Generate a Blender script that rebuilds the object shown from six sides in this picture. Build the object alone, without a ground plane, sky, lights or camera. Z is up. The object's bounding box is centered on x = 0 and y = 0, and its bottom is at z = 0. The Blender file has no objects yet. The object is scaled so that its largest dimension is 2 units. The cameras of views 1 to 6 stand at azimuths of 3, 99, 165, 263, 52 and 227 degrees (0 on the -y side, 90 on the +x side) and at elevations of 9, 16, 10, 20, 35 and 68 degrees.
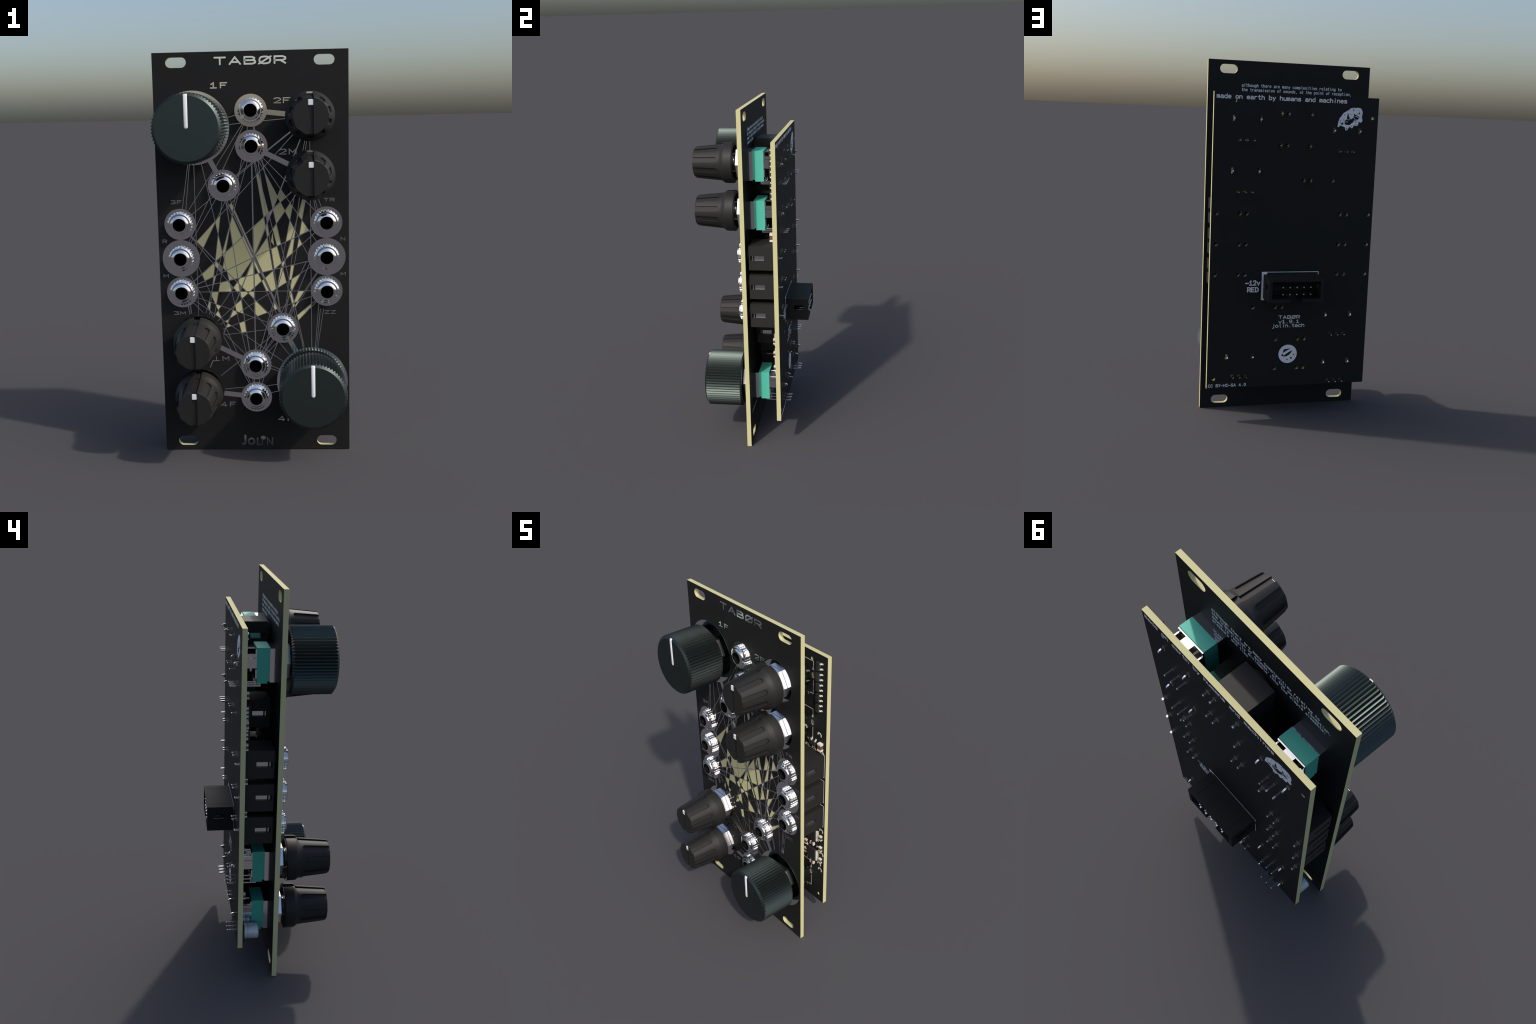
# A narrow synthesizer module: a black front panel with knobs, jack sockets and a web of
# bare-metal threads, and a second circuit board behind it carrying the parts.
# All sizes are in millimetres of the real thing (panel 128.5 mm tall); S scales to metres.
import bpy, bmesh, math
from mathutils import Vector, Matrix

S = 2.0 / 128.5
ZC = 64.25                      # panel centre height, mm
PI = math.pi

# ------------------------------------------------------------------ depth layout (y, mm)
PANEL_F, PANEL_B = -2.08, -0.48
BOARD_F, BOARD_B = 9.58, 11.18
PANEL_W, PANEL_H = 60.5, 128.5
BOARD_W, BOARD_H = 60.0, 106.0

# ------------------------------------------------------------------ materials
def material(name, col, rough=0.5, metal=0.0, spec=0.5, grain=0.0, grain_scale=60.0, coat=0.0):
    m = bpy.data.materials.new(name)
    m.use_nodes = True
    nt = m.node_tree
    b = nt.nodes["Principled BSDF"]
    b.inputs["Roughness"].default_value = rough
    b.inputs["Metallic"].default_value = metal
    b.inputs["Specular IOR Level"].default_value = spec
    b.inputs["Coat Weight"].default_value = coat
    b.inputs["Coat Roughness"].default_value = 0.2
    if grain > 0:
        tc = nt.nodes.new("ShaderNodeTexCoord")
        nz = nt.nodes.new("ShaderNodeTexNoise")
        nz.inputs["Scale"].default_value = grain_scale
        nz.inputs["Detail"].default_value = 4.0
        rp = nt.nodes.new("ShaderNodeValToRGB")
        rp.color_ramp.elements[0].position = 0.3
        rp.color_ramp.elements[1].position = 0.7
        rp.color_ramp.elements[0].color = [c * (1 - grain) for c in col] + [1]
        rp.color_ramp.elements[1].color = [min(1, c * (1 + grain)) for c in col] + [1]
        nt.links.new(tc.outputs["Object"], nz.inputs["Vector"])
        nt.links.new(nz.outputs["Fac"], rp.inputs["Fac"])
        nt.links.new(rp.outputs["Color"], b.inputs["Base Color"])
    else:
        b.inputs["Base Color"].default_value = (*col, 1)
    return m

M_MASK   = material("black_solder_mask", (0.0150, 0.0150, 0.0150), 0.6, 0, 0.18)
M_FR4    = material("bare_fibreglass", (0.585, 0.55, 0.295), 0.8, 0, 0.15)
M_TIN    = material("tinned_copper", (0.96, 0.955, 0.96), 0.09, 1.0)
M_CHROME = material("chromed_metal", (0.93, 0.93, 0.95), 0.12, 1.0)
M_NUT    = material("satin_nickel", (0.93, 0.93, 0.95), 0.3, 1.0, 0.5)
M_SILK   = material("white_silkscreen", (0.82, 0.82, 0.83), 0.7, 0, 0.3)
M_PLAST  = material("knob_plastic", (0.0175, 0.0172, 0.0166), 0.55, 0, 0.3)
M_ALU    = material("dark_anodised_knob", (0.070, 0.087, 0.082), 0.47, 1.0, 0.5)
M_WHITE  = material("white_paint", (0.86, 0.86, 0.88), 0.45, 0, 0.4)
M_JACK   = material("jack_plastic", (0.020, 0.0195, 0.0185), 0.55, 0, 0.3)
M_HEADER = material("header_plastic", (0.0145, 0.0145, 0.015), 0.6, 0, 0.2)
M_HOLE   = material("dark_recess", (0.004, 0.004, 0.004), 0.6, 0, 0.2)
M_TEAL   = material("teal_plastic", (0.095, 0.55, 0.415), 0.5, 0, 0.35)
M_CHIP   = material("chip_epoxy", (0.030, 0.029, 0.028), 0.6, 0, 0.3)
M_PAD    = material("solder_cream", (0.78, 0.75, 0.67), 0.5, 0.0, 0.5)
M_CERAM  = material("brown_ceramic", (0.17, 0.075, 0.055), 0.6, 0, 0.4)
M_CAN    = material("aluminium_can", (0.55, 0.58, 0.60), 0.4, 0.2, 0.5)

# ------------------------------------------------------------------ mesh helpers
COL = bpy.context.scene.collection

def finish(name, bm, mats, smooth=None):
    me = bpy.data.meshes.new(name)
    for v in bm.verts:
        v.co *= S
    bm.normal_update()
    bm.to_mesh(me)
    bm.free()
    for m in (mats if isinstance(mats, (list, tuple)) else [mats]):
        me.materials.append(m)
    if smooth is not None:
        me.shade_smooth()
        me.set_sharp_from_angle(angle=math.radians(smooth))
    return me

def place(name, me, x=0, y=0, z=0, parent=None, rot_y=0.0, world=True):
    """Put a mesh at millimetre position; children give positions relative to their parent."""
    o = bpy.data.objects.new(name, me)
    COL.objects.link(o)
    o.location = (x * S, y * S, (z + (ZC if parent is ROOT else 0)) * S)
    o.rotation_euler = (0, rot_y, 0)
    if parent is not None:
        o.parent = parent
    return o

def add_box(bm, x0, x1, y0, y1, z0, z1, mat=0):
    vs = [bm.verts.new((x, y, z)) for x in (x0, x1) for y in (y0, y1) for z in (z0, z1)]
    idx = [(0, 1, 3, 2), (4, 6, 7, 5), (0, 4, 5, 1), (2, 3, 7, 6), (0, 2, 6, 4), (1, 5, 7, 3)]
    for f in idx:
        bm.faces.new([vs[i] for i in f]).material_index = mat
    return vs

def add_prism(bm, pts, y_top, y_bot, mat=0):
    """Solid with outline pts (x, z) between two depths; y_top is the visible side."""
    a = [bm.verts.new((p[0], y_top, p[1])) for p in pts]
    b = [bm.verts.new((p[0], y_bot, p[1])) for p in pts]
    fs = [bm.faces.new(a), bm.faces.new(b[::-1])]
    n = len(pts)
    for i in range(n):
        fs.append(bm.faces.new([a[i], b[i], b[(i + 1) % n], a[(i + 1) % n]]))
    for f in fs:
        f.material_index = mat
    bmesh.ops.recalc_face_normals(bm, faces=fs)
    return fs

def circle(cx, cz, r, n=48, a0=0.0):
    return [(cx + r * math.sin(a0 + 2 * PI * i / n), cz + r * math.cos(a0 + 2 * PI * i / n)) for i in range(n)]

def stadium(cx, cz, w, h, n=10):
    r = h / 2
    out = []
    for sx, a in ((1, -PI / 2), (-1, PI / 2)):
        for i in range(n + 1):
            t = a + PI * i / n
            out.append((cx + sx * (w / 2 - r) + r * math.cos(t), cz + r * math.sin(t)))
    return out

def add_plate(bm, outer, holes, y0, y1, face_mat=0, wall_mat=1):
    """Flat plate with holes; the broad faces and the cut edges get different materials."""
    loops = [outer] + holes
    for y, flip in ((y0, False), (y1, True)):
        edges = []
        for lp in loops:
            vs = [bm.verts.new((p[0], y, p[1])) for p in lp]
            edges += [bm.edges.new((vs[i], vs[(i + 1) % len(vs)])) for i in range(len(vs))]
        res = bmesh.ops.triangle_fill(bm, use_beauty=True, use_dissolve=False, edges=edges)
        for g in res["geom"]:
            if isinstance(g, bmesh.types.BMFace):
                g.material_index = face_mat
                g.normal_update()
                if (g.normal.y > 0) != flip:
                    g.normal_flip()
    for k, lp in enumerate(loops):
        a = [bm.verts.new((p[0], y0, p[1])) for p in lp]
        b = [bm.verts.new((p[0], y1, p[1])) for p in lp]
        area = sum(lp[i][0] * lp[(i + 1) % len(lp)][1] - lp[(i + 1) % len(lp)][0] * lp[i][1] for i in range(len(lp)))
        for i in range(len(lp)):
            j = (i + 1) % len(lp)
            q = [a[i], b[i], b[j], a[j]]
            if (area > 0) == (k > 0):
                q = q[::-1]
            bm.faces.new(q).material_index = wall_mat

def add_lathe(bm, profile, n=64, mat=0, radius=None):
    """Revolve (y, r) pairs about the y axis. radius(k, i, r) may modulate each ring."""
    rings = []
    for k, (y, r) in enumerate(profile):
        if r <= 1e-6:
            rings.append([bm.verts.new((0, y, 0))])
            continue
        ring = []
        for i in range(n):
            t = 2 * PI * i / n
            rr, yy = (r, y) if radius is None else radius(k, i, r, y)
            ring.append(bm.verts.new((rr * math.sin(t), yy, rr * math.cos(t))))
        rings.append(ring)
    fs = []
    for a, b in zip(rings, rings[1:]):
        for i in range(n):
            j = (i + 1) % n
            if len(a) == 1:
                f = bm.faces.new([a[0], b[j], b[i]])
            elif len(b) == 1:
                f = bm.faces.new([a[i], a[j], b[0]])
            else:
                f = bm.faces.new([a[i], a[j], b[j], b[i]])
            f.material_index = mat
            fs.append(f)
    bmesh.ops.recalc_face_normals(bm, faces=fs)
    return fs

def ribbon(bm, pts, w, y_top, y_bot, mat=0, cap=6):
    """A stroke of even width with round ends, mitred at its corners, as a thin solid."""
    P = [Vector(p) for p in pts]
    closed = len(P) > 2 and (P[0] - P[-1]).length < 1e-6
    if closed:
        P = P[:-1]
    n = len(P)
    left, right = [], []
    for i in range(n):
        a = P[i - 1] if (i > 0 or closed) else None
        c = P[(i + 1) % n] if (i < n - 1 or closed) else None
        d0 = (P[i] - a).normalized() if a is not None else None
        d1 = (c - P[i]).normalized() if c is not None else None
        d0 = d0 or d1
        d1 = d1 or d0
        n0 = Vector((-d0.y, d0.x)); n1 = Vector((-d1.y, d1.x))
        m = (n0 + n1)
        m = m.normalized() if m.length > 1e-4 else n0
        k = 1.0 / max(0.45, m.dot(n0))
        left.append(P[i] + m * (w / 2 * k)); right.append(P[i] - m * (w / 2 * k))
    sg = 1 if y_top > y_bot else -1
    m = n if closed else n - 1
    for i in range(m):
        j = (i + 1) % n
        add_prism(bm, [left[i], left[j], right[j], right[i]], y_top + sg * 0.0006 * (i % 5), y_bot, mat)
    if not closed:
        for p, q in ((P[0], P[1]), (P[-1], P[-2])):
            d = (p - q).normalized()
            nn = Vector((-d.y, d.x))
            add_prism(bm, [p + nn * (w / 2 * math.cos(PI * i / cap)) + d * (w / 2 * math.sin(PI * i / cap)) for i in range(cap + 1)],
                      y_top + sg * 0.0033, y_bot, mat)

def boolean(me, cutters, smooth=None):
    """Subtract cutter meshes from a mesh and return the new mesh."""
    base = bpy.data.objects.new("tmp_base", me)
    COL.objects.link(base)
    tmp = []
    for c in cutters:
        o = bpy.data.objects.new("tmp_cut", c)
        COL.objects.link(o)
        tmp.append(o)
        md = base.modifiers.new("b", "BOOLEAN")
        md.operation = "DIFFERENCE"
        md.solver = "EXACT"
        md.object = o
    dg = bpy.context.evaluated_depsgraph_get()
    out = bpy.data.meshes.new_from_object(base.evaluated_get(dg))
    out.name = me.name
    for o in tmp + [base]:
        bpy.data.objects.remove(o)
    if smooth is not None:
        out.shade_smooth()
        out.set_sharp_from_angle(angle=math.radians(smooth))
    return out

# ------------------------------------------------------------------ stroke lettering
# Glyphs on a 0..1 wide, 0..1 tall box (baseline 0, capital height 1); each stroke a polyline.
def oval(x0, x1, z0, z1, k=0.3):
    dx, dz = (x1 - x0) * k, (z1 - z0) * k
    q = 0.29
    return [(x0, z0 + dz), (x0, z1 - dz), (x0 + dx * q, z1 - dz * q), (x0 + dx, z1), (x1 - dx, z1), (x1 - dx * q, z1 - dz * q),
            (x1, z1 - dz), (x1, z0 + dz), (x1 - dx * q, z0 + dz * q), (x1 - dx, z0), (x0 + dx, z0), (x0 + dx * q, z0 + dz * q), (x0, z0 + dz)]

BOWL = lambda x0, x1, z0, z1: oval(x0, x1, z0, z1, 0.34)
X = 0.68    # height of small letters
GLYPH = {
 "A": [[(0, 0), (.5, 1), (1, 0)], [(.2, .3), (.8, .3)]],
 "B": [[(.7, .52), (.92, .66), (.92, .86), (.7, 1), (0, 1), (0, 0), (.76, 0), (1, .16), (1, .38), (.76, .52), (0, .52)]],
 "C": [[(1, .84), (.8, 1), (.25, 1), (0, .78), (0, .22), (.25, 0), (.8, 0), (1, .16)]],
 "D": [[(0, 0), (0, 1), (.6, 1), (1, .7), (1, .3), (.6, 0), (0, 0)]],
 "E": [[(1, 1), (0, 1), (0, 0), (1, 0)], [(0, .52), (.75, .52)]],
 "F": [[(1, 1), (0, 1), (0, 0)], [(0, .52), (.75, .52)]],
 "J": [[(.9, 1), (.9, .3), (.7, 0), (.3, 0), (.05, .25)]],
 "L": [[(0, 1), (0, 0), (1, 0)]],
 "M": [[(0, 0), (0, 1), (.5, .35), (1, 1), (1, 0)]],
 "N": [[(0, 0), (0, 1), (1, 0), (1, 1)]],
 "O": [oval(0, 1, 0, 1)],
 "\u00d8": [oval(0, 1, 0, 1, .36), [(-.06, -.02), (1.06, 1.02)]],
 "R": [[(0, 0), (0, 1), (.75, 1), (1, .84), (1, .6), (.75, .44), (0, .44)], [(.52, .44), (1, 0)]],
 "S": [[(1, .84), (.8, 1), (.2, 1), (0, .85), (0, .65), (.2, .53), (.8, .47), (1, .35), (1, .15), (.8, 0), (.2, 0), (0, .16)]],
 "T": [[(0, 1), (1, 1)], [(.5, 1), (.5, 0)]],
 "Y": [[(0, 1), (.5, .5), (1, 1)], [(.5, .5), (.5, 0)]],
 "Z": [[(0, 1), (1, 1), (0, 0), (1, 0)]],
 "0": [oval(0.05, .95, 0, 1)],
 "1": [[(.1, .72), (.5, 1), (.5, 0)], [(.02, 0), (.98, 0)]],
 "2": [[(0, .8), (.2, 1), (.8, 1), (1, .82), (1, .62), (0, 0), (1, 0)]],
 "3": [[(0, 1), (1, 1), (.45, .58), (.78, .58), (1, .42), (1, .16), (.78, 0), (.2, 0), (0, .12)]],
 "4": [[(.7, 1), (0, .3), (1, .3)], [(.76, .62), (.76, 0)]],
 "9": [[(1, .62), (.8, .42), (.2, .42), (0, .62), (0, .8), (.2, 1), (.8, 1), (1, .8), (1, .3), (.75, 0), (.15, 0)]],
 "a": [[(.1, X), (.75, X), (1, .5), (1, 0), (.25, 0), (0, .1), (0, .26), (.25, .38), (1, .38)]],
 "b": [[(0, 1), (0, 0), (.7, 0), (1, .2), (1, .48), (.7, X), (0, X)]],
 "c": [[(1, X - .05), (.8, X), (.3, X), (0, .48), (0, .2), (.3, 0), (.8, 0), (1, .05)]],
 "d": [[(1, 1), (1, 0), (.3, 0), (0, .2), (0, .48), (.3, X), (1, X)]],
 "e": [[(0, .34), (1, .34), (1, .5), (.7, X), (.3, X), (0, .5), (0, .2), (.3, 0), (.9, 0)]],
 "f": [[(.9, 1), (.6, 1), (.4, .85), (.4, 0)], [(.05, X), (.85, X)]],
 "g": [[(1, X), (1, -.15), (.75, -.3), (.15, -.3)], [(1, .02), (.3, .02), (0, .2), (0, .48), (.3, X), (1, X)]],
 "h": [[(0, 1), (0, 0)], [(0, .5), (.3, X), (.75, X), (1, .5), (1, 0)]],
 "i": [[(.5, 0), (.5, X)], [(.5, .94), (.5, 1)]],
 "j": [[(.62, X), (.62, -.1), (.4, -.28), (.1, -.28)], [(.62, .94), (.62, 1)]],
 "l": [[(.3, 1), (.5, 1), (.5, .12), (.62, 0), (.8, 0)]],
 "m": [[(0, 0), (0, X), (.32, X), (.5, .54), (.5, 0)], [(.5, .54), (.68, X), (.84, X), (1, .54), (1, 0)]],
 "n": [[(0, 0), (0, X)], [(0, .5), (.3, X), (.75, X), (1, .5), (1, 0)]],
 "o": [BOWL(0, 1, 0, X)],
 "p": [[(0, -.3), (0, X), (.7, X), (1, .48), (1, .2), (.7, 0), (0, 0)]],
 "r": [[(.1, 0), (.1, X)], [(.1, .44), (.4, X), (.9, X)]],
 "s": [[(.95, X - .06), (.8, X), (.2, X), (0, .56), (.1, .42), (.9, .28), (1, .14), (.8, 0), (.2, 0), (.03, .06)]],
 "t": [[(.4, 1), (.4, .16), (.6, 0), (.9, 0)], [(.05, X), (.85, X)]],
 "u": [[(0, X), (0, .18), (.25, 0), (.7, 0), (1, .18)], [(1, X), (1, 0)]],
 "v": [[(0, X), (.5, 0), (1, X)]],
 "w": [[(0, X), (.25, 0), (.5, .5), (.75, 0), (1, X)]],
 "x": [[(0, X), (1, 0)], [(1, X), (0, 0)]],
 "y": [[(0, X), (.5, .02)], [(1, X), (.4, -.22), (.1, -.3)]],
 ".": [[(.45, .0), (.55, .0)]],
 ",": [[(.55, .05), (.4, -.18)]],
 ";": [[(.55, .05), (.4, -.18)], [(.5, .45), (.5, .5)]],
 "-": [[(-.05, .42), (1.05, .42)]],
 " ": [],
}

def lettering(name, text, x, z, advance, glyph_w, height, stroke, y_face, side, mat):
    """Text starting at (x, z); side -1 reads from the front (-y), +1 from the back (+y)."""
    bm = bmesh.new()
    k = 0
    for i, ch in enumerate(text):
        for st in GLYPH[ch]:
            gx = lambda u: x - side * (i * advance + u * glyph_w)
            ribbon(bm, [(gx(u), z + v * height) for u, v in st], stroke,
                   y_face + side * (0.012 + 0.004 * (k % 3)), y_face - side * 0.05)
            k += 1
    return finish(name, bm, mat)

# ------------------------------------------------------------------ the thing
ROOT = bpy.data.objects.new("synthesizer_module", None)
COL.objects.link(ROOT)
ROOT["label"] = "black rack synthesizer module with knobs and jack sockets"
ROOT["category"] = "synthesizer module"

# positions of the controls (x, z from the panel centre)
BIG_KNOBS = [(-18.25, 41.15), (18.25, -41.15)]
SMALL_KNOBS = [(18.25, 44.13), (18.25, 26.13), (-18.25, -26.15), (-18.25, -44.15)]
POTS = BIG_KNOBS + SMALL_KNOBS
# jack sockets: x, z, faces right?, radius of the metal ring printed round it, nut turn
JACKS = [(0, 46.25, 0, 5.05, 0.2), (0, 35.25, 0, 5.05, 2.2), (-9, 23.1, 0, 5.0, 0.9),
         (-23.2, 11, 0, 5.0, 1.3), (-23.2, 0, 0, 6.0, 1.57), (-23.2, -11, 0, 5.0, 2.1),
         (23.2, 11, 1, 5.0, 1.7), (23.2, 0, 1, 6.0, 1.3), (23.2, -11, 1, 5.0, 0.4),
         (9, -23.1, 1, 5.0, 0.1), (0, -35.25, 1, 5.05, 2.2), (0, -46.25, 1, 5.05, 2.2)]
STRUTS = [(0, 46.25, 18.25, 44), (0, 35.25, 18.25, 26), (-9, 23.1, -18.25, 41)]

# ---- front panel
bm = bmesh.new()
rect = lambda w, h: [(-w / 2, -h / 2), (w / 2, -h / 2), (w / 2, h / 2), (-w / 2, h / 2)]
holes = [stadium(sx * 22.85, sz * 61.2, 6.4, 3.2) for sx in (-1, 1) for sz in (-1, 1)]
holes += [circle(j[0], j[1], 3.1, 32) for j in JACKS] + [circle(p[0], p[1], 3.6, 32) for p in POTS]
add_plate(bm, rect(PANEL_W, PANEL_H), holes, PANEL_F, PANEL_B)
panel = place("front_panel", finish("front_panel", bm, [M_MASK, M_FR4]), parent=ROOT)

# ---- printed metal on the panel: rings round the controls and the struts joining them
bm = bmesh.new()
def add_ring(bm, cx, cz, r0, r1, y_top, y_bot, n=48):
    add_plate(bm, circle(cx, cz, r1, n), [circle(cx, cz, r0, n)], y_top, y_bot, 0, 0)
Y_ART = PANEL_F
for j in JACKS:
    add_ring(bm, j[0], j[1], 3.05, j[3], Y_ART - 0.05, Y_ART + 0.05, 40)
for p in BIG_KNOBS:
    add_ring(bm, p[0], p[1], 3.55, 11.5, Y_ART - 0.052, Y_ART + 0.05, 48)
for p in SMALL_KNOBS:
    add_ring(bm, p[0], p[1], 3.55, 7.5, Y_ART - 0.052, Y_ART + 0.05, 48)
for k, (x0, z0, x1, z1) in enumerate(STRUTS):
    for s in (1, -1):
        a, b = Vector((x0, z0)) * s, Vector((x1, z1)) * s
        d = (b - a).normalized()
        n = Vector((-d.y, d.x)) * 0.8
        ra, rb = 4.6, (11.0 if k == 2 else 7.2)
        a, b = a + d * ra, b - d * rb
        add_prism(bm, [a + n, b + n, b - n, a - n], Y_ART - 0.045, Y_ART + 0.05)
place("ring_plating", finish("ring_plating", bm, M_TIN), parent=panel)

# ---- the web of threads strung between the rings: x0, z0, x1, z1, width
WEB_UPPER_LEFT = [
    (-20.1, 29.9, -22.3, 15.9, .2), (-19.6, 29.9, -21.2, 15.7, .2), (-18.2, 29.9, -18.2, -19.2, .2), (-15.8, 30, -3, -31.5, .2),
    (-2.8, 42, -20.3, 15.5, .2), (-2.3, 41.8, -20.5, 5.4, .2), (-11.5, 19, -20, 5, .2), (0.8, 30.3, -19.3, 14.1, .2),
    (-0.1, 30, -5.1, 26.2, .2), (-3.1, 31.3, -13.2, -19.4, .2), (-2.3, 30.7, -17.2, 1, .2), (-1.4, 30.4, -16, -18.5, .2),
    (-7.05, 18.5, 8.3, -18, .22), (-8, 18.2, 7.9, -18, .3), (-6.1, 15.1, 8.05, -18, .22), (-8.4, 17.8, 7, -18.4, .25),
    (-8.4, 18, -2, -30.7, .28), (-9.7, 18.2, -14.7, -18.8, .2), (-7.2, 44.2, -4.8, 44.9, .2), (-6.9, 42, -3.2, 42.4, .2),
    (-1.1, 41.4, -1.2, 40, .2), (0.8, 41.3, 0.8, 40, .2), (1, 41.3, 1.3, 39.9, .2)]
WEB_UPPER_RIGHT = [
    (0, 30.3, 0, -30.3, .4), (0.8, 30.3, 8.2, -18, .25), (1.1, 30.4, 15.5, -29.8, .2), (2, 30.6, 8.3, -18, .25),
    (2.2, 30.7, 17.2, 0.8, .2), (3.1, 31.5, 15.8, -29.8, .25), (2.7, 31, 20, 5, .2), (3.5, 31.6, 19.8, 14.6, .2),
    (13.6, 39.2, -19, 4.4, .2), (12.6, 39.7, 4.8, 33.7, .45), (15.5, 37.6, -15.5, -37.5, .35), (12.7, 21.1, -19.5, -7.6, .3),
    (13.9, 20.2, -13.3, -19.3, .22), (16.9, 37.8, 3.1, -30.8, .2), (17.4, 37.8, 9.7, -18.2, .2), (16, 19.1, 1.4, -30.4, .28),
    (16.8, 18.9, 10, -18.2, .22), (18.2, 38, 18.2, -29.8, .2), (19.1, 19.3, 19.8, 14.8, .2), (19.5, 19.3, 20.4, 15.1, .2),
    (20.4, 19.2, 21.7, 15.7, .2), (3.9, 43, 10.7, 43.5, .2)]
WEB_LOWER_LEFT = [
    (-19.9, 7.3, 5.4, -19.3, .3), (-19.9, 7, 11, -32.1, .2), (-17.8, -2.5, -6, -31.3, .2), (-20.4, -5.5, -2.3, -41.7, .2),
    (-18.1, -9.7, 17.3, -1.4, .28), (-18.1, -11, 18.2, -11, .22), (-18.4, -12.8, 4, -21.2, .2), (-19.1, -13.9, 8.9, -34.3, .2),
    (-19.7, -14.6, -3.5, -31.6, .2), (-21.5, -15.5, -20.8, -19.5, .3), (-20.8, -15.4, -20.3, -19.5, .3), (-11.6, -22, 18.2, -3.2, .2),
    (-11.2, -23.6, 18.3, -12.8, .2), (-10.3, -25.3, 4.1, -23.6, .2), (-5, -33.8, -11.6, -39.1, .2), (-2.7, -39.5, -1.9, -41.4, .2),
    (-1.2, -40, -1, -41.4, .2), (-0.7, -40, -0.6, -41.3, .25), (1.1, -40, 1, -41.4, .2), (2.6, -39.5, 1.9, -41.5, .2),
    (-10.7, -43.6, -3.9, -42.9, .2)]
WEB_LOWER_RIGHT = [
    (18.8, 8.9, -18.7, -8.7, .28), (19.5, 7.7, -12.4, -20.9, .22), (16.8, -1.5, 2.2, -30.8, .25), (17.6, -2.4, 4.8, -33.8, .25),
    (20, -5.1, 2.8, -31, .2), (20.2, -5.2, 11.5, -18.9, .2), (6, -27.1, 3, -31.2, .2), (19.5, -14.2, 0.1, -29.9, .2),
    (19.8, -14.6, 3.5, -31.6, .2), (20.6, -15.3, 19.3, -29.8, .2), (21.1, -16.9, 19.7, -29.8, .2), (22.1, -16.9, 20.1, -29.8, .2),
    (4.8, -44.9, 7.2, -44.3, .2), (3.5, -42.5, 6.8, -42.1, .2), (4.9, -35.7, 7.7, -36.9, .2), (4.8, -36.7, 7.2, -37.5, .2)]
WEB = WEB_UPPER_LEFT + WEB_UPPER_RIGHT + WEB_LOWER_LEFT + WEB_LOWER_RIGHT

# ---- cells of the web: the meshes of the net left as bare board (seed points, one per cell)
BARE_CELLS = [
    (-15.7, 6.5), (-11.2, 11.6), (-11.1, 2.2), (-8.8, 4.3), (-9.4, 0.7), (-5.8, 10), (-6.8, 16.3), (-4.15, 11.1), (-2.8, 5.6),
    (-1.8, 5.6), (-4.1, 2.6), (-7.6, -0.4), (-4.3, -3.5), (-5.7, -4.6), (-7.7, -6.3), (-9.5, -2.4), (-11.9, -2.2), (-14.4, -4.5),
    (-12.8, -6.9), (-9.5, -9.8), (-12.6, -11.9), (-14.6, -15.4), (-11.8, -15.9), (-11.9, -18.4), (-9, -20.7), (-8.6, -22.3),
    (-5.5, -9.9), (-4, -7.5), (-0.9, -4.1), (-1.4, -7.7), (1, -6.7), (-3.4, -12), (-0.7, -11.9), (-5.2, -16), (-6.7, -18.3),
    (-4.2, -17.8), (-4, -22.7), (1.2, -17.3), (0.2, -14.3), (3.1, 16.9), (4.2, 15.9), (1.9, 25.6), (5.7, 21), (9.2, 19.9),
    (7.9, 13.8), (5.6, 14.1), (1.6, 9.8), (4.5, 8.8), (7.3, 7.7), (7, 0.4), (3.6, -1.6), (3.5, 3.1), (0.8, -2.8), (3.0, -5.8),
    (5.3, -8.3), (3.4, -9), (11.6, 15.3), (15.6, 16.2), (11.7, 8.7), (12.9, 7.6), (14.2, 13.6), (15.7, 9.1), (14.7, 5.1),
    (11.7, 2.9), (9.4, -1.9), (8.8, -4.2), (9.1, -6.3), (11.9, -4.8), (13.1, -7.4), (10.8, -10.8), (11.5, -11.4), (12, -13.5),
    (12.5, -15.6), (14.2, -12.7), (13.5, -15.2), (15.8, -17.5), (6.7, -16.1), (5.8, -12.4)]
PLATED_CELLS = [(-10.8, -3.3), (-7.3, -9.7), (-4.5, -9.9), (4.7, 12.6)]

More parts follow.
